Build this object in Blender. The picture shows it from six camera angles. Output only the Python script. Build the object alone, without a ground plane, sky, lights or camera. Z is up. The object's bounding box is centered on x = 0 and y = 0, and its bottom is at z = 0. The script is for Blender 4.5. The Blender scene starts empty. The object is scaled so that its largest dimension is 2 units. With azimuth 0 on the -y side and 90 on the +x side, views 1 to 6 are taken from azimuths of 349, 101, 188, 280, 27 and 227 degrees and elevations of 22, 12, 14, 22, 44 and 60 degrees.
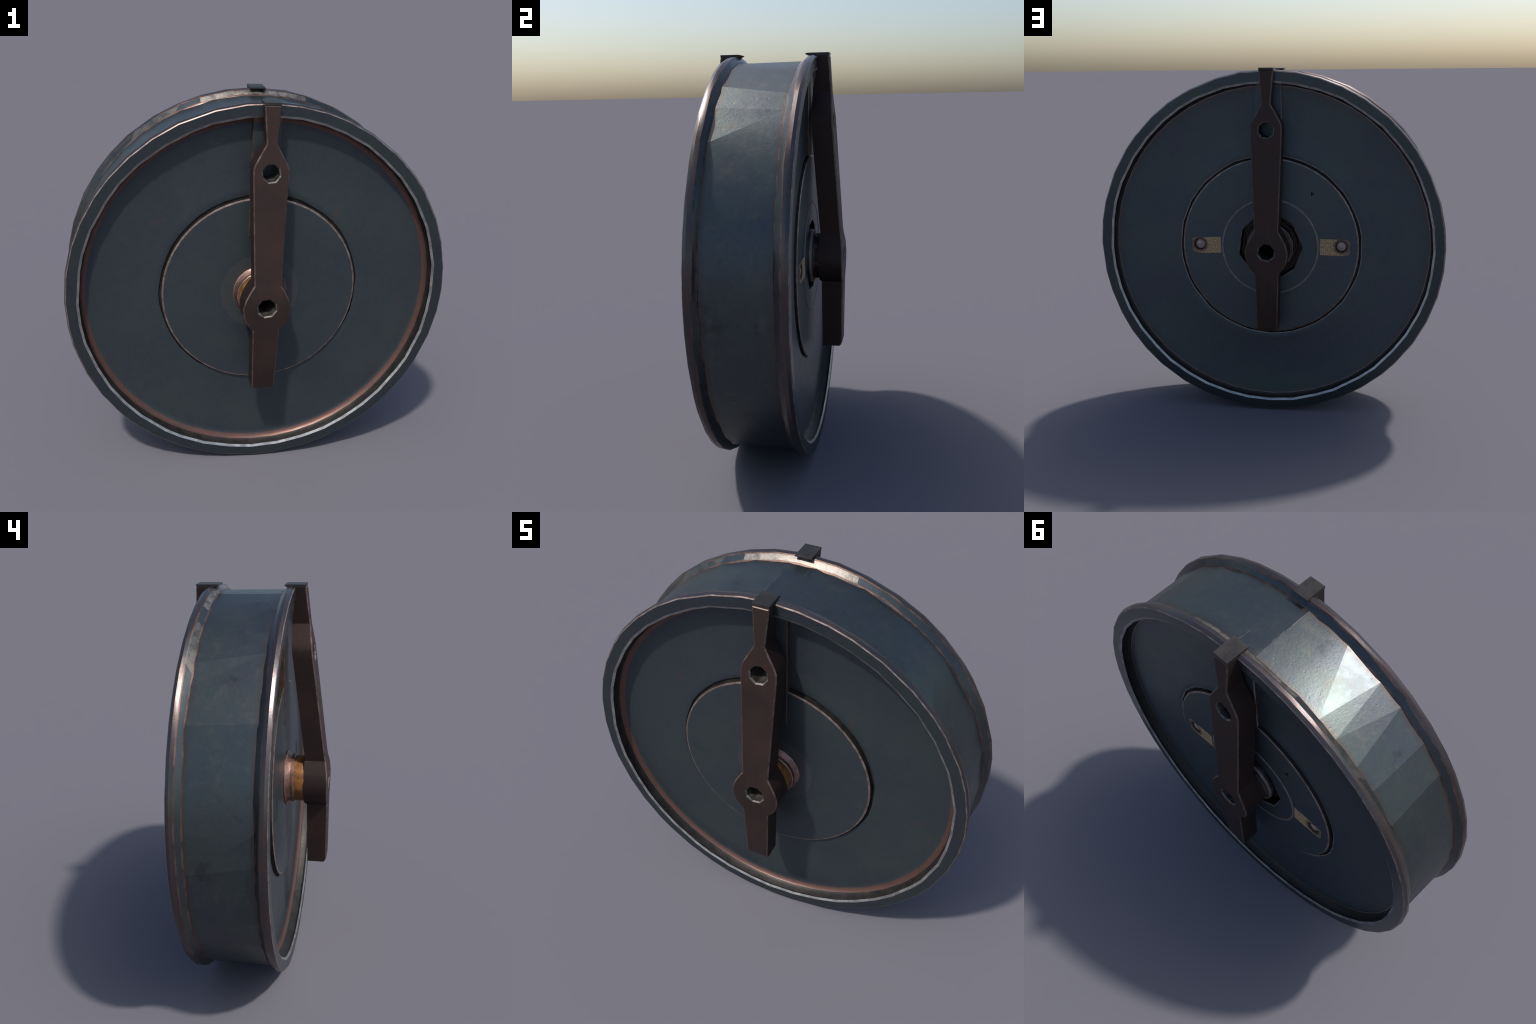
"""Dark steel drum on edge: two rolled rims, a faceted band between them, recessed
face plates, a hub on each side and a bent clamping lever hooked over each rim."""
import bpy, bmesh, math, random
from mathutils import Vector

rng = random.Random(7)
ZC = 0.9965            # height of the drum axis (runs along y)
AXIS = (0.0, 0.0, ZC)

# ------------------------------------------------------------------ node helpers
class Mat:
    def __init__(self, name):
        self.m = bpy.data.materials.new(name)
        self.m.use_nodes = True
        self.t = self.m.node_tree
        self.b = self.t.nodes["Principled BSDF"]
        tc = self.t.nodes.new("ShaderNodeTexCoord")
        self.obj = tc.outputs["Object"]

    def put(self, sock, val):
        if hasattr(val, "is_linked"):
            self.t.links.new(val, sock)
        elif val is not None:
            sock.default_value = val

    def scaled(self, scale):
        n = self.t.nodes.new("ShaderNodeMapping")
        n.inputs["Scale"].default_value = scale
        self.put(n.inputs["Vector"], self.obj)
        return n.outputs[0]

    def noise(self, scale, detail=4.0, rough=0.55, vec=None, distortion=0.0):
        n = self.t.nodes.new("ShaderNodeTexNoise")
        n.inputs["Scale"].default_value = scale
        n.inputs["Detail"].default_value = detail
        n.inputs["Roughness"].default_value = rough
        n.inputs["Distortion"].default_value = distortion
        self.put(n.inputs["Vector"], vec if vec is not None else self.obj)
        return n.outputs[0]

    def voronoi(self, scale, vec=None):
        n = self.t.nodes.new("ShaderNodeTexVoronoi")
        n.inputs["Scale"].default_value = scale
        self.put(n.inputs["Vector"], vec if vec is not None else self.obj)
        return n.outputs["Distance"]

    def math(self, op, a, b=None, clamp=False):
        n = self.t.nodes.new("ShaderNodeMath")
        n.operation = op
        n.use_clamp = clamp
        self.put(n.inputs[0], a)
        if b is not None:
            self.put(n.inputs[1], b)
        return n.outputs[0]

    def band(self, v, lo, hi, to_lo=0.0, to_hi=1.0):
        n = self.t.nodes.new("ShaderNodeMapRange")
        n.interpolation_type = "SMOOTHSTEP"
        self.put(n.inputs["Value"], v)
        for k, x in (("From Min", lo), ("From Max", hi), ("To Min", to_lo), ("To Max", to_hi)):
            n.inputs[k].default_value = x
        return n.outputs[0]

    def mix(self, fac, a, b):
        n = self.t.nodes.new("ShaderNodeMix")
        n.data_type = "RGBA"
        self.put(n.inputs[0], fac)
        self.put(n.inputs[6], a if hasattr(a, "is_linked") else (*a, 1.0))
        self.put(n.inputs[7], b if hasattr(b, "is_linked") else (*b, 1.0))
        return n.outputs[2]

    def xyz(self):
        n = self.t.nodes.new("ShaderNodeSeparateXYZ")
        self.put(n.inputs[0], self.obj)
        return n.outputs

    def radius(self):
        """distance from the drum axis"""
        o = self.xyz()
        return self.math("SQRT", self.math("ADD", self.math("MULTIPLY", o[0], o[0]),
                                           self.math("MULTIPLY", o[2], o[2])))

    def bump(self, height, strength=0.2, dist=0.004):
        n = self.t.nodes.new("ShaderNodeBump")
        n.inputs["Strength"].default_value = strength
        n.inputs["Distance"].default_value = dist
        self.put(n.inputs["Height"], height)
        self.put(self.b.inputs["Normal"], n.outputs[0])

    def finish(self, col, rough, metal):
        self.put(self.b.inputs["Base Color"], col if hasattr(col, "is_linked") else (*col, 1.0))
        self.put(self.b.inputs["Roughness"], rough)
        self.put(self.b.inputs["Metallic"], metal)
        return self.m


TEAL = (0.054, 0.069, 0.073)
BLUE = (0.051, 0.061, 0.074)
GREY = (0.076, 0.080, 0.077)
RUST = (0.145, 0.072, 0.056)


def blued_steel(name, rust_bands=(), rust_amount=1.0, spots=0.5, dust_ring=False, metal=0.72,
                rough=0.42, grey_mix=0.25, grain=0.10, scale=(1.0, 1.0, 1.0), seams=False):
    """dark blue-green steel with clouding, rust freckles and rusty bands at given radii"""
    k = Mat(name)
    cloud = k.noise(3.4, 6.0, 0.6, distortion=0.3)
    col = k.mix(k.band(cloud, 0.40, 0.62), tuple(c * f for c, f in zip(TEAL, scale)), tuple(c * f for c, f in zip(BLUE, scale)))
    fine = k.noise(14.0, 6.0, 0.65)
    col = k.mix(k.math("MULTIPLY", k.band(fine, 0.5, 0.75), grey_mix), col, tuple(c * f for c, f in zip(GREY, scale)))
    grainy = k.noise(150.0, 2.0, 0.6)
    # freckles of rust
    spot = k.band(k.noise(8.5, 3.0, 0.5), 0.66, 0.74)
    spot = k.math("MULTIPLY", spot, k.band(grainy, 0.42, 0.6))
    col = k.mix(k.math("MULTIPLY", spot, spots), col, (0.11, 0.062, 0.048))
    r = k.radius()
    for lo, mid, hi in rust_bands:
        m = k.math("MULTIPLY", k.band(r, lo, mid), k.band(r, mid, hi, 1.0, 0.0))
        worn = k.math("ADD", k.math("MULTIPLY", k.noise(9.0, 5.0, 0.7), 0.6),
                      k.math("MULTIPLY", grainy, 0.7))
        m = k.math("MULTIPLY", m, k.math("MULTIPLY", k.band(worn, 0.35, 0.75), rust_amount), True)
        col = k.mix(m, col, RUST)
    if dust_ring:
        m = k.math("MULTIPLY", k.band(r, 0.11, 0.13), k.band(r, 0.199, 0.206, 1.0, 0.0))
        edge = k.math("MULTIPLY", k.band(r, 0.197, 0.203), k.band(r, 0.204, 0.210, 1.0, 0.0))
        edge = k.math("MULTIPLY", edge, k.band(grainy, 0.5, 0.62))
        m = k.math("ADD", k.math("MULTIPLY", m, 0.28), k.math("MULTIPLY", edge, 0.6), True)
        col = k.mix(m, col, (0.115, 0.112, 0.112))
    # fine mottling, then pale scuffs
    mottle = k.noise(45.0, 5.0, 0.75)
    col = k.mix(k.band(mottle, 0.42, 0.66, 0.0, 0.14), col, tuple(1.25 * c * f for c, f in zip(GREY, scale)))
    col = k.mix(k.band(mottle, 0.30, 0.46, 0.14, 0.0), col, tuple(0.75 * c * f for c, f in zip(TEAL, scale)))
    scuff = k.band(k.noise(3.6, 9.0, 0.8), 0.62, 0.70)
    scuff = k.math("MULTIPLY", scuff, k.band(grainy, 0.5, 0.6))
    col = k.mix(k.math("MULTIPLY", scuff, 0.5), col, (0.17, 0.165, 0.155))
    if seams:                      # scribed hairlines running across the band
        o = k.xyz()
        th = k.math("ARCTAN2", o[0], o[2])
        th = k.math("ADD", th, k.math("MULTIPLY", k.math("SUBTRACT", k.noise(16.0, 4.0), 0.5), 0.012))
        for t0, y_from in ((-0.063, -0.2), (0.045, 0.03)):
            d = k.math("ABSOLUTE", k.math("SUBTRACT", th, t0))
            m = k.math("MULTIPLY", k.band(d, 0.0012, 0.0035, 1.0, 0.0), k.band(o[1], y_from, y_from + 0.12))
            m = k.math("MULTIPLY", m, k.band(k.noise(30.0, 3.0), 0.40, 0.55))
            col = k.mix(k.math("MULTIPLY", m, 0.8), col, (0.21, 0.175, 0.15))
        streak = k.noise(9.0, 5.0, 0.7, vec=k.scaled((1.0, 14.0, 1.0)))
        col = k.mix(k.math("MULTIPLY", k.band(streak, 0.66, 0.76), 0.4), col, (0.14, 0.145, 0.145))
        # brown grime gathered along both edges
        off = k.math("ABSOLUTE", k.math("SUBTRACT", o[1], 0.019))
        off = k.math("ADD", off, k.math("MULTIPLY", k.math("SUBTRACT", k.noise(8.0, 5.0, 0.7), 0.5), 0.022))
        col = k.mix(k.band(off, 0.120, 0.150, 0.0, 0.5), col, (0.088, 0.070, 0.060))
        stain = k.math("MULTIPLY", k.band(k.noise(6.5, 4.0, 0.6), 0.60, 0.72), 0.5)
        col = k.mix(stain, col, (0.040, 0.042, 0.043))
    pit = k.band(k.voronoi(24.0), 0.05, 0.13)
    pit = k.math("MAXIMUM", pit, k.band(k.noise(7.0, 2.0), 0.5, 0.56, 1.0, 0.0))
    h = k.math("ADD", k.math("MULTIPLY", k.noise(60.0, 4.0, 0.6), 0.45),
               k.math("ADD", k.math("MULTIPLY", grainy, 0.25), k.math("MULTIPLY", pit, 0.35)))
    k.bump(h, grain, 0.006)
    rr = k.band(fine, 0.3, 0.75, rough - 0.02, rough + 0.04)
    return k.finish(col, rr, metal)


def worn_metal(name, a, b, rough=0.32, metal=0.9, scale=22.0):
    k = Mat(name)
    n = k.noise(scale, 6.0, 0.7)
    col = k.mix(k.band(n, 0.38, 0.64), a, b)
    k.bump(k.noise(130.0, 3.0, 0.6), 0.12, 0.004)
    return k.finish(col, k.band(n, 0.3, 0.7, rough, rough + 0.15), metal)


M_FACE_F = blued_steel("blued_steel_front", [(0.890, 0.898, 0.968)], 1.35, 0.6, dust_ring=True, metal=0.64, scale=(1.0, 1.01, 1.03))
M_FACE_B = blued_steel("blued_steel_back", [(0.885, 0.905, 0.92)], 0.45, 0.15, metal=0.60, scale=(1.2, 1.22, 1.24))
M_BAND = blued_steel("blued_steel_band", spots=0.35, grain=0.16, rough=0.40, metal=0.85, scale=(1.42, 1.37, 1.29), grey_mix=0.8, seams=True)
M_RIM = blued_steel("blued_steel_rim", spots=0.2,
                    metal=0.78, rough=0.30, scale=(1.12, 1.12, 1.1), rust_bands=[(0.984, 0.996, 1.06)], rust_amount=0.55)
M_BARE = worn_metal("bare_steel_edge", (0.33, 0.32, 0.31), (0.50, 0.49, 0.47))
M_EDGE = worn_metal("worn_copper_edge", (0.16, 0.115, 0.10), (0.31, 0.235, 0.205), 0.36, 0.7)
M_SUN_GLINT = worn_metal("painted_sun_glint", (0.15, 0.14, 0.125), (0.29, 0.265, 0.24), 0.38, 0.92, 30.0)  # pale metal standing in for a sun reflection
M_COPPER = worn_metal("dull_copper_line", (0.075, 0.052, 0.045), (0.16, 0.095, 0.075), 0.36, 0.8, 14.0)
M_MID_GREY = worn_metal("mid_grey_steel", (0.070, 0.076, 0.076), (0.115, 0.112, 0.105), 0.36, 0.85, 18.0)  # mid-grey metal for two stretches of rim slope
M_RECESS_SHADE = worn_metal("recess_shade_steel", (0.024, 0.023, 0.022), (0.038, 0.034, 0.031), 0.45, 0.6)  # occlusion shade painted as dark steel in coves, grooves and bore
M_SIDE = worn_metal("rusty_side_steel", (0.06, 0.038, 0.03), (0.12, 0.062, 0.04), 0.5, 0.5)


def lever_material():
    k = Mat("brown_oxide_steel")
    n = k.noise(5.0, 5.0, 0.6)
    streak = k.noise(6.0, 4.0, 0.6, vec=k.scaled((9.0, 3.0, 0.6)))
    col = k.mix(k.band(n, 0.38, 0.64), (0.041, 0.0275, 0.025), (0.052, 0.030, 0.0265))
    col = k.mix(k.math("MULTIPLY", k.band(streak, 0.5, 0.75), 0.35), col, (0.066, 0.036, 0.030))
    k.bump(k.noise(120.0, 3.0, 0.6), 0.12, 0.004)
    return k.finish(col, k.band(n, 0.3, 0.7, 0.46, 0.58), 0.65)


M_LEVER = lever_material()
M_HOOK = worn_metal("grey_oxide_hook", (0.040, 0.037, 0.036), (0.058, 0.050, 0.047), 0.42, 0.65, 8.0)
M_LEDGE = worn_metal("lever_worn_edge", (0.075, 0.050, 0.042), (0.16, 0.11, 0.092), 0.4, 0.6, 30.0)
M_HOLE = worn_metal("pale_hole_wall", (0.07, 0.064, 0.059), (0.19, 0.175, 0.16), 0.45, 0.6, 30.0)
M_HOLEWALL = worn_metal("dark_hole_wall", (0.035, 0.031, 0.028), (0.10, 0.092, 0.084), 0.5, 0.5, 24.0)
M_COLLAR = worn_metal("copper_collar", (0.20, 0.105, 0.082), (0.34, 0.20, 0.165), 0.35, 0.85, 16.0)
M_ROLLER = worn_metal("ochre_roller", (0.16, 0.062, 0.018), (0.30, 0.135, 0.035), 0.5, 0.35, 26.0)
M_SPINDLE = worn_metal("dark_spindle", (0.035, 0.028, 0.030), (0.075, 0.058, 0.056), 0.4, 0.7, 18.0)
M_PALE_RING = worn_metal("pale_ring_line", (0.155, 0.135, 0.135), (0.235, 0.21, 0.205), 0.45, 0.4, 20.0)


def brass_material():
    k = Mat("flecked_tan_plate")
    fleck = k.noise(110.0, 3.0, 0.7, vec=k.scaled((1.6, 1.0, 0.8)))
    col = k.mix(k.band(fleck, 0.42, 0.62), (0.25, 0.155, 0.082), (0.52, 0.36, 0.19))
    # brown stain round the rivet, with occlusion shade painted in (rivets sit at |x| = 0.411)
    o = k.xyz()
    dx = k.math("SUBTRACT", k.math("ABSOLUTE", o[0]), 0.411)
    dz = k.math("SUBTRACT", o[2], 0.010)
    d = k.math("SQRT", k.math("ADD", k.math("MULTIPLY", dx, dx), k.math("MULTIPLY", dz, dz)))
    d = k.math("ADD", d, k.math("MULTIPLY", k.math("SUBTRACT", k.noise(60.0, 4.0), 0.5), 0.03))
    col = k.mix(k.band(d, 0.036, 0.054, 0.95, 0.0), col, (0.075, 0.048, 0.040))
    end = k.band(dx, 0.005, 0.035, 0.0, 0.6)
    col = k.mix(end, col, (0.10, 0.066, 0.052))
    k.bump(fleck, 0.25, 0.004)
    return k.finish(col, 0.65, 0.0)


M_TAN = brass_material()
M_RIVET = worn_metal("grey_rivet", (0.25, 0.18, 0.155), (0.40, 0.31, 0.27), 0.55, 0.0, 40.0)

# ------------------------------------------------------------------ object helpers
root = bpy.data.objects.new("metal_drum", None)
root["label"] = "dark blued steel drum on edge with two rusty clamp levers"
root["category"] = "metal drum"
bpy.context.collection.objects.link(root)


def finish_mesh(bm, name, mats, parent=None, smooth=35.0, recalc=True):
    if recalc:
        bmesh.ops.recalc_face_normals(bm, faces=bm.faces[:])
    me = bpy.data.meshes.new(name)
    bm.to_mesh(me)
    bm.free()
    for m in mats:
        me.materials.append(m)
    for p in me.polygons:
        p.use_smooth = True
    if smooth is not None:
        me.set_sharp_from_angle(angle=math.radians(smooth))
    ob = bpy.data.objects.new(name, me)
    bpy.context.collection.objects.link(ob)
    ob.parent = parent or root
    if parent is None:
        ob.location = AXIS
    return ob


def revolve(profile, segs, mat_of=None, closed=False, jitter=None, phase=0.0, angles=None):
    """turn (radius, y) points about the y axis; mat_of[i] = material of segment i"""
    bm = bmesh.new()
    if angles is None:
        angles = [2 * math.pi * i / segs + phase for i in range(segs)]
    n = len(angles)
    rings = []
    for j, (r, y) in enumerate(profile):
        ring = []
        if r < 1e-6:
            v = bm.verts.new((0, y, 0))
            ring = [v] * n
        else:
            for i, a in enumerate(angles):
                dr, dy, da = jitter(i, j) if jitter else (0, 0, 0)
                ring.append(bm.verts.new(((r + dr) * math.sin(a + da), y + dy, (r + dr) * math.cos(a + da))))
        rings.append(ring)
    m = len(profile)
    for j in range(m if closed else m - 1):
        A, B = rings[j], rings[(j + 1) % m]
        for i in range(n):
            q = [A[i], A[(i + 1) % n], B[(i + 1) % n], B[i]]
            u = []
            for v in q:
                if v not in u:
                    u.append(v)
            if len(u) > 2:
                f = bm.faces.new(u)
                f.material_index = mat_of[j] if mat_of else 0
    return bm


# ------------------------------------------------------------------ rims
Y_FACE = {-1: 0.1945, 1: 0.238}     # distance of each rim face from the xz plane
Y_DISC = {-1: 0.119, 1: 0.181}     # outer face plates lie back from the rims
Y_HUBP = {-1: 0.141, 1: 0.197}     # inner plates stand a little proud of them
BAND_Y = {-1: 0.130, 1: 0.168}
RIM_SEGS = 44

for s in (-1, 1):
    yf, yb = Y_FACE[s], BAND_Y[s]
    prof = [                       # radius, |y|, then which part of the loop wanders
        (0.905, yf - 0.100, 0), (0.931, yf - 0.060, 0), (0.931, yf - 0.020, 0), (0.925, yf - 0.007, 1),
        (0.937, yf, 1), (0.985, yf, 2), (0.990, yf - 0.0035, 2),
        (0.9955, yf - 0.018, 2), (0.9925, yf - 0.036, 3), (0.988, yf - 0.042, 3), (0.970, yb + 0.008, 4),
        (0.964, yb + 0.001, 4), (0.950, yb - 0.006, 0), (0.905, yb - 0.030, 0)]
    mats = [0, 0, 0, 1, 0, 2, 0, 0, 4, 0, 4, 0, 0, 0]
    loc = random.Random(11 + s)
    wob = {k: [loc.uniform(-1, 1) for _ in range(RIM_SEGS)] for k in range(5)}
    amp = {0: (0, 0), 1: (0.0028, 0.0), 2: (0.0010, 0.0), 3: (0.0015, 0.004), 4: (0.0012, 0.005)}
    spin = {k: [loc.uniform(-1, 1) for _ in range(RIM_SEGS)] for k in range(5)}

    def jit(i, j, prof=prof, wob=wob, amp=amp, spin=spin, s=s):
        k = prof[j][2]
        ar, ay = amp[k]
        return wob[k][i] * ar, s * wob[k][(i + 7) % RIM_SEGS] * ay, spin[k][i] * (0.03 if k else 0.0)

    bm = revolve([(r, s * y) for r, y, _ in prof], RIM_SEGS, mats, closed=True, jitter=jit)
    for f in bm.faces:             # sun reflection on the far rim's slope, painted as paler metal
        c = f.calc_center_median()
        r, t = math.hypot(c.x, c.z), math.degrees(math.atan2(c.x, c.z))
        slope = 0.966 < r < 0.9868 and abs(c.y) < yf - 0.030
        if slope and s > 0 and -15 < t < 18:
            f.material_index = 3
        elif slope and ((s > 0 and -41 < t < -22) or (s < 0 and 14 < t < 42)):
            f.material_index = 5
    finish_mesh(bm, "rim", [M_RIM, M_BARE, M_EDGE, M_SUN_GLINT, M_COPPER, M_MID_GREY], smooth=24)

# ------------------------------------------------------------------ band between the rims
NEAR = [-3.5, -10, -16, -27.5, -35, -45.5, -55, -65, -73, -82, -91, -101, -110, -121, -132, -143, -153, -165,
        -176, 172, 161, 150, 139, 128, 117, 108, 99, 90, 77, 63.8, 50, 38.2, 28.6, 17, 8]
FAR = [-4, -14, -24.5, -30.4, -38.4, -45.5, -56, -67.6, -77, -86, -94.5, -105, -115, -124, -135, -146, -157, -168,
       -178, 171, 160, 151, 140, 127, 118, 107, 98, 90, 76, 63.3, 45.5, 39.3, 32.5, 18, 4]
bm = bmesh.new()
R_BAND = 0.965


def band_vert(deg, y):
    a = math.radians(deg)
    return bm.verts.new((R_BAND * math.sin(a), y, R_BAND * math.cos(a)))


near = [band_vert(a, -BAND_Y[-1] - 0.004) for a in NEAR]
far = [band_vert(a, BAND_Y[1] + 0.004) for a in FAR]
loc = random.Random(5)
nb = len(NEAR)
crisp = set()
for i in range(nb):
    j = (i + 1) % nb
    a, b, c, d = near[i], near[j], far[j], far[i]
    if loc.random() < 0.5 or 1 <= i <= 3:
        tris = [(a, b, d), (b, c, d)]
    else:
        tris = [(a, b, c), (a, c, d)]
    for t in tris:
        bm.faces.new(t)
bm.edges.ensure_lookup_table()
bmesh.ops.recalc_face_normals(bm, faces=bm.faces[:])
for e in bm.edges:
    mid = (e.verts[0].co + e.verts[1].co) / 2
    deg = math.degrees(math.atan2(mid.x, mid.z))
    lit = -50 < deg < -18 or 30 < deg < 47
    glow = -18 <= deg < -5
    e.smooth = not (lit or (abs(deg + 3.7) < 1.5) or (loc.random() < 0.28 and not glow))
finish_mesh(bm, "drum_band", [M_BAND], smooth=None)

# ------------------------------------------------------------------ face plates
def pocket(bm, pts, y, depth, shrink, mat):
    """sink a polygon into the plate at level y"""
    n = len(pts)
    mx, mz = sum(p[0] for p in pts) / n, sum(p[1] for p in pts) / n
    top = [bm.verts.new((x, y, z)) for x, z in pts]
    low = [bm.verts.new((mx + (x - mx) * shrink, y + depth, mz + (z - mz) * shrink)) for x, z in pts]
    for i in range(n):
        j = (i + 1) % n
        bm.faces.new((top[i], top[j], low[j], low[i])).material_index = mat
    bm.faces.new(low).material_index = mat


def rivet_seat(side, r):
    return [(side * 0.411 + r * math.cos(math.pi * (i + 0.5) / 6), 0.010 + r * math.sin(math.pi * (i + 0.5) / 6))
            for i in range(12)]


def ease_normals(ob, ny, amount):
    """let the walls of shallow stampings shade almost like the plate they are pressed into"""
    me = ob.data
    out = [Vector(n.vector) for n in me.corner_normals]
    for p in me.polygons:
        if p.material_index == 0:
            for li in p.loop_indices:
                out[li] = (Vector((0, ny, 0)) * amount + out[li] * (1 - amount)).normalized()
    me.normals_split_custom_set([tuple(v) for v in out])


def fill_level(bm, y):
    edges = [e for e in bm.edges if len(e.link_faces) < 2 and all(abs(v.co.y - y) < 1e-6 for v in e.verts)]
    bmesh.ops.triangle_fill(bm, edges=edges, use_beauty=True)


for s in (-1, 1):
    y0 = Y_DISC[s]
    mat = M_FACE_F if s < 0 else M_FACE_B
    yf, yh = Y_FACE[s], Y_HUBP[s]
    if s < 0:                      # wide coved edge, rusted
        prof = [(0.933, yf - 0.014), (0.929, yf - 0.018), (0.925, y0 + 0.034), (0.918, y0 + 0.020), (0.908, y0 + 0.010),
                (0.893, y0 + 0.003), (0.872, y0)]
        mats = [1, 1, 1, 0, 0, 0]  # wall above the cove carries baked-in shade as dark colour
    else:                          # tight coved edge behind a thin pale line
        prof = [(0.933, yf - 0.014), (0.929, yf - 0.018), (0.926, y0 + 0.014), (0.920, y0 + 0.006),
                (0.913, y0 + 0.001), (0.908, y0 + 0.001), (0.904, y0)]
        mats = [1, 1, 1, 1, 2, 0]
    first = len(prof)
    prof += [(0.560, y0), (0.530, y0 + 0.003), (0.524, y0 + 0.001), (0.520, y0 - 0.006), (0.505, y0 - 0.008)]
    mats += [0, 0, 3, 1, 1]
    loc = random.Random(21 + s)
    wob = [loc.uniform(-1, 1) for _ in range(48)]

    def jit(i, j, wob=wob, first=first):
        return (0.003 * wob[i % 48], 0, 0) if first < j < first + 4 else (0, 0, 0)

    bm = revolve([(r, s * y) for r, y in prof], 48, mats, jitter=jit)
    finish_mesh(bm, "face_plate", [mat, M_RECESS_SHADE, M_PALE_RING, M_PALE_RING if s > 0 else mat], smooth=32)

    # inner plate, parted from the outer one by a groove
    if s < 0:
        prof = [(0.514, y0 - 0.010), (0.5135, y0 - 0.004), (0.511, yh - 0.004), (0.502, yh)]
        bm = revolve([(r, s * y) for r, y in prof], 64, [1, 1, 2])
        ring = [bm.verts.new((0.105 * math.sin(a), -yh, 0.105 * math.cos(a)))
                for a in [2 * math.pi * i / 24 for i in range(24)]]
        for i in range(24):
            bm.edges.new((ring[i], ring[(i + 1) % 24]))
        for cx in (-0.400, 0.400):     # pressed octagonal pockets
            pocket(bm, [(cx + 0.076 * math.cos(math.radians(22.5 + 45 * i)),
                         0.002 + 0.076 * math.sin(math.radians(22.5 + 45 * i))) for i in range(8)],
                   -yh, 0.008, 0.80, 0)
        fill_level(bm, -yh)
        plate = finish_mesh(bm, "hub_plate", [mat, M_RECESS_SHADE, M_EDGE], smooth=28)
        ease_normals(plate, -1.0, 0.93)
    else:
        hole = [math.radians(d) for d in (0, 47, 72, 120, 149, 195, 237, 290, 318)]
        bm = bmesh.new()
        prof = [(0.514, y0 - 0.010), (0.5135, y0 - 0.004), (0.511, yh - 0.004), (0.503, yh)]
        bm = revolve([(r, s * y) for r, y in prof], 64, [1, 1, 2])
        
        def hole_ring(r, y):
            return [bm.verts.new((-r * math.cos(a), y, r * math.sin(a))) for a in hole]

        rings = [hole_ring(0.196, yh), hole_ring(0.188, yh - 0.004), hole_ring(0.186, yh - 0.065),
                 hole_ring(0.05, yh - 0.065)]
        for A, B, mi in ((rings[0], rings[1], 3), (rings[1], rings[2], 5), (rings[2], rings[3], 5)):
            for i in range(len(hole)):
                j = (i + 1) % len(hole)
                bm.faces.new((A[i], A[j], B[j], B[i])).material_index = mi
        for side in (-1, 1):           # deep seats of the two rivets
            pocket(bm, rivet_seat(side, 0.040), yh, -0.020, 0.9, 4)
        pocket(bm, [(-0.238, 0.296), (-0.254, 0.312), (-0.236, 0.324)], yh, -0.008, 0.6, 1)
        fill_level(bm, yh)
        finish_mesh(bm, "hub_plate", [mat, M_RECESS_SHADE, M_EDGE, M_PALE_RING, M_SIDE, M_SPINDLE], smooth=25)

    # raised rail from the rim down towards the hub, under the lever
    w, h = 0.073, (yh - y0) + (0.004 if s < 0 else 0.0)
    z0, z1 = (1.300 - ZC, 0.926) if s < 0 else (0.512, 0.926)
    bm = bmesh.new()
    lo = [bm.verts.new((x, s * (y0 - 0.01), z)) for x, z in ((-w, z0), (w, z0), (w, z1), (-w, z1))]
    e = 0.004
    up = [bm.verts.new((x, s * (y0 + h - e), z)) for x, z in ((-w, z0), (w, z0), (w, z1), (-w, z1))]
    tp = [bm.verts.new((x, s * (y0 + h), z)) for x, z in ((-w + e, z0 + e), (w - e, z0 + e), (w - e, z1), (-w + e, z1))]
    for i in range(4):
        j = (i + 1) % 4
        bm.faces.new((lo[i], lo[j], up[j], up[i])).material_index = 1
        bm.faces.new((up[i], up[j], tp[j], tp[i])).material_index = 2
    bm.faces.new(tp)
    finish_mesh(bm, "guide_rail", [mat, M_SIDE, M_SIDE if s < 0 else M_PALE_RING], smooth=20)

# pale line scribed as a low ring round the hub on the far face
y0 = Y_HUBP[1]
bm = revolve([(0.2835, y0), (0.282, y0 + 0.0025), (0.273, y0 + 0.0025), (0.2715, y0)], 64)
finish_mesh(bm, "trim_ring", [M_PALE_RING], smooth=40)

# ------------------------------------------------------------------ tan plates with rivets on the far face
for side in (1, -1):
    bm = bmesh.new()
    yb, yt = y0 - 0.002, y0 + 0.0035
    outl = [(0.287, -0.042), (0.395, -0.046), (0.452, -0.040), (0.459, -0.030), (0.460, 0.040),
            (0.440, 0.050), (0.395, 0.051), (0.287, 0.053)]
    a = [bm.verts.new((side * x, yb, z)) for x, z in outl]
    b = [bm.verts.new((side * x, yt - 0.002, z)) for x, z in outl]
    c = [bm.verts.new((side * (0.373 + (x - 0.373) * 0.97), yt, 0.003 + (z - 0.003) * 0.95)) for x, z in outl]
    for i in range(len(outl)):
        j = (i + 1) % len(outl)
        bm.faces.new((a[i], a[j], b[j], b[i]))
        bm.faces.new((b[i], b[j], c[j], c[i]))
    seat = rivet_seat(side, 0.035)
    top = [bm.verts.new((x, yt, z)) for x, z in seat]
    low = [bm.verts.new((x, yb - 0.006, z)) for x, z in seat]
    for i in range(12):
        j = (i + 1) % 12
        bm.faces.new((top[i], top[j], low[j], low[i]))
    fill_level(bm, yt)
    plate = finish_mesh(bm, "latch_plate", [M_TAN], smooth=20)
    bm = revolve([(0.031, -0.004), (0.030, 0.004), (0.024, 0.012), (0.013, 0.0165), (0.0, 0.018)], 20)
    rivet = finish_mesh(bm, "rivet", [M_RIVET], parent=plate, smooth=60)
    rivet.location = (side * 0.411, y0 - 0.0165, 0.010)

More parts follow.
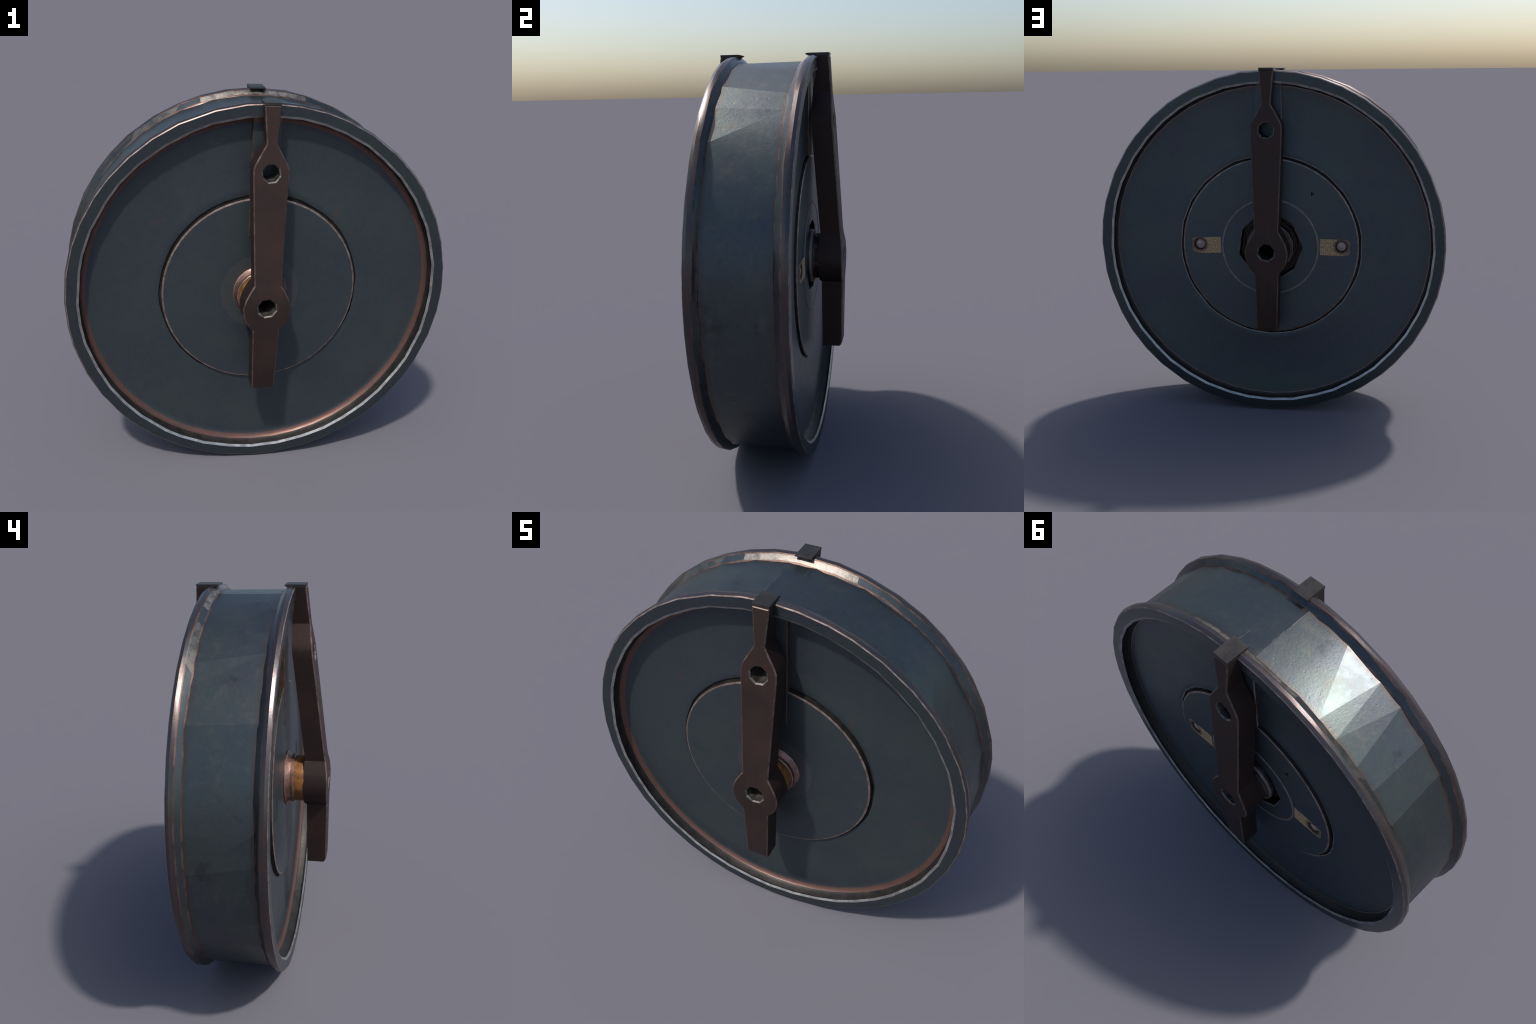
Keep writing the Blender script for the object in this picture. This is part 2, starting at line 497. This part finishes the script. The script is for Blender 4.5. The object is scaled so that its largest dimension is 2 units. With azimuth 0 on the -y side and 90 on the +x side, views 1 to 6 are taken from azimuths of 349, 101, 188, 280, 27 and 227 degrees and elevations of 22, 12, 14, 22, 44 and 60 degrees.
# ------------------------------------------------------------------ hubs
bm = revolve([(0.060, -0.10), (0.141, -0.130), (0.143, -0.146), (0.139, -0.150), (0.127, -0.170), (0.127, -0.186),
              (0.123, -0.190), (0.112, -0.188), (0.060, -0.180)], 18, [0, 0, 1, 0, 0, 1, 1, 0], phase=0.1)
finish_mesh(bm, "hub_collar", [M_COLLAR, M_EDGE], smooth=28)
bm = revolve([(0.060, -0.160), (0.117, -0.176), (0.120, -0.200), (0.120, -0.234), (0.117, -0.246), (0.050, -0.243)],
             18, phase=0.1)
finish_mesh(bm, "hub_roller", [M_ROLLER], smooth=45)
bm = revolve([(0.05, 0.12), (0.160, 0.130), (0.158, 0.160), (0.151, 0.165), (0.147, 0.160), (0.139, 0.160), (0.138, 0.200),
              (0.133, 0.211), (0.121, 0.215), (0.116, 0.222), (0.116, 0.250), (0.05, 0.250)],
             14, [0, 0, 1, 0, 0, 0, 2, 1, 0, 0, 0])
finish_mesh(bm, "spindle", [M_SPINDLE, M_SIDE, M_PALE_RING], smooth=25)
# bore wall seen through the lever holes
bm = revolve([(0.052, -0.250), (0.050, -0.02), (0.0, -0.02), (0.0, 0.02), (0.050, 0.02), (0.052, 0.250)], 10)
finish_mesh(bm, "bore", [M_RECESS_SHADE], smooth=45)

# ------------------------------------------------------------------ levers
HALF = [  # half outline of the lever seen face on: half width, height
    (0.040, 1.9875), (0.026, 1.812), (0.034, 1.795), (0.062, 1.745), (0.080, 1.712), (0.087, 1.690), (0.087, 1.655),
    (0.068, 1.118), (0.090, 1.082), (0.108, 1.048), (0.121, 1.000), (0.119, 0.968), (0.108, 0.926), (0.087, 0.897),
    (0.068, 0.877), (0.058, 0.536)]
HOLES = [(1.671, 0.043), (1.000, 0.047)]


def interp(tab, z):
    for (z1, v1), (z2, v2) in zip(tab, tab[1:]):
        if z1 >= z >= z2:
            return v1 + (v2 - v1) * (z1 - z) / (z1 - z2)
    return tab[0][1] if z > tab[0][0] else tab[-1][1]


OUTER = {-1: [(2.0, 0.245), (1.14, 0.347), (1.06, 0.360), (1.0, 0.3625), (0.556, 0.357), (0.536, 0.349)],
         1: [(2.0, 0.289), (1.14, 0.349), (1.06, 0.360), (1.0, 0.3625), (0.556, 0.356), (0.536, 0.348)]}
INNER = {-1: [(2.0, 0.188), (1.90, 0.188), (1.83, 0.178), (1.69, 0.182), (1.125, 0.244), (1.11, 0.241), (0.89, 0.241),
              (0.877, 0.254), (0.536, 0.256)],
         1: [(2.0, 0.229), (1.90, 0.226), (1.83, 0.210), (1.69, 0.206), (1.125, 0.248), (1.11, 0.244), (0.89, 0.244),
             (0.877, 0.254), (0.536, 0.256)]}

for s in (-1, 1):
    outline = [(w, z) for w, z in HALF] + [(-w, z) for w, z in reversed(HALF)]
    cham = 0.006
    bm = bmesh.new()

    def loop(pts, t):
        """t: 1 outer face, 0 inner face (depth is set by the tables above)"""
        return [(bm.verts.new((x, t, z))) for x, z in pts]

    def inset(pts, d, hole=False):
        out = []
        n = len(pts)
        area = sum(pts[i][0] * pts[(i + 1) % n][1] - pts[(i + 1) % n][0] * pts[i][1] for i in range(n))
        sg = 1 if area > 0 else -1
        if hole:
            sg = -sg
        for i in range(n):
            p0, p1, p2 = Vector(pts[i - 1]), Vector(pts[i]), Vector(pts[(i + 1) % n])
            n1 = Vector((-(p1 - p0).y, (p1 - p0).x)).normalized() * sg
            n2 = Vector((-(p2 - p1).y, (p2 - p1).x)).normalized() * sg
            k = (n1 + n2)
            k = k / max(0.3, k.dot(n1))
            out.append(tuple(p1 + k * d))
        return out

    loops = [(outline, False)]
    for zc, r in HOLES:
        ph = 0.25
        loops.append(([(r * math.sin(2 * math.pi * i / 8 + ph), zc + r * math.cos(2 * math.pi * i / 8 + ph))
                       for i in range(8)], True))
    face_edges, back_edges = [], []
    for pts, is_hole in loops:
        ins = inset(pts, cham, is_hole)
        back = loop(pts, 0.0)
        side = loop(pts, 2.0)         # 2 = just below the outer face
        face = loop(ins, 1.0)
        n = len(pts)
        for i in range(n):
            j = (i + 1) % n
            bm.faces.new((back[i], back[j], side[j], side[i])).material_index = 3 if is_hole else 0
            bm.faces.new((side[i], side[j], face[j], face[i])).material_index = 2 if is_hole else 1
        for ring, store in ((face, face_edges), (back, back_edges)):
            for i in range(n):
                store.append(bm.edges.get((ring[i], ring[(i + 1) % n])))
    bmesh.ops.triangle_fill(bm, edges=face_edges, use_beauty=True)
    bmesh.ops.triangle_fill(bm, edges=back_edges, use_beauty=True)
    for zcut in (1.90, 1.83, 1.69, 1.14, 1.125, 1.11, 1.06, 0.89, 0.556):
        geo = bm.verts[:] + bm.edges[:] + bm.faces[:]
        bmesh.ops.bisect_plane(bm, geom=geo, dist=1e-5, plane_co=(0, 0, zcut), plane_no=(0, 0, 1))
    for v in bm.verts:
        z, t = v.co.z, v.co.y
        o, i_ = interp(OUTER[s], z), interp(INNER[s], z)
        if t > 1.5:
            y = o - cham
        elif t > 0.5:
            y = o
        else:
            y = i_
        v.co.y = s * y
        v.co.z = z - ZC
    lever = finish_mesh(bm, "lever", [M_LEVER, M_LEDGE, M_HOLE, M_HOLEWALL], smooth=25)

    # hook that bends over the rim: thin tongue tapering to its tip
    tip = {-1: 0.142, 1: 0.175}[s]
    yo, yi = OUTER[s][0][1], INNER[s][0][1]
    zt = 2.0 - ZC
    bm = bmesh.new()
    sec = [(yo, 0.0395, zt, zt - 0.0125), (yi - 0.004, 0.0395, zt, zt - 0.0125),
           (tip + 0.012, 0.039, zt, zt - 0.0125), (tip, 0.041, zt - 0.003, zt - 0.006)]
    rows = []
    for y, w, a, b in sec:
        skew = 0.004 if s < 0 else -0.004
        rows.append([bm.verts.new((x, s * y, z)) for x, z in ((-w, a), (w, a), (w, b), (-w, b))])
    for A, B in zip(rows, rows[1:]):
        for i in range(4):
            bm.faces.new((A[i], A[(i + 1) % 4], B[(i + 1) % 4], B[i]))
    bm.faces.new(rows[0]); bm.faces.new(rows[-1])
    hook = finish_mesh(bm, "hook", [M_HOOK], parent=lever, smooth=25)
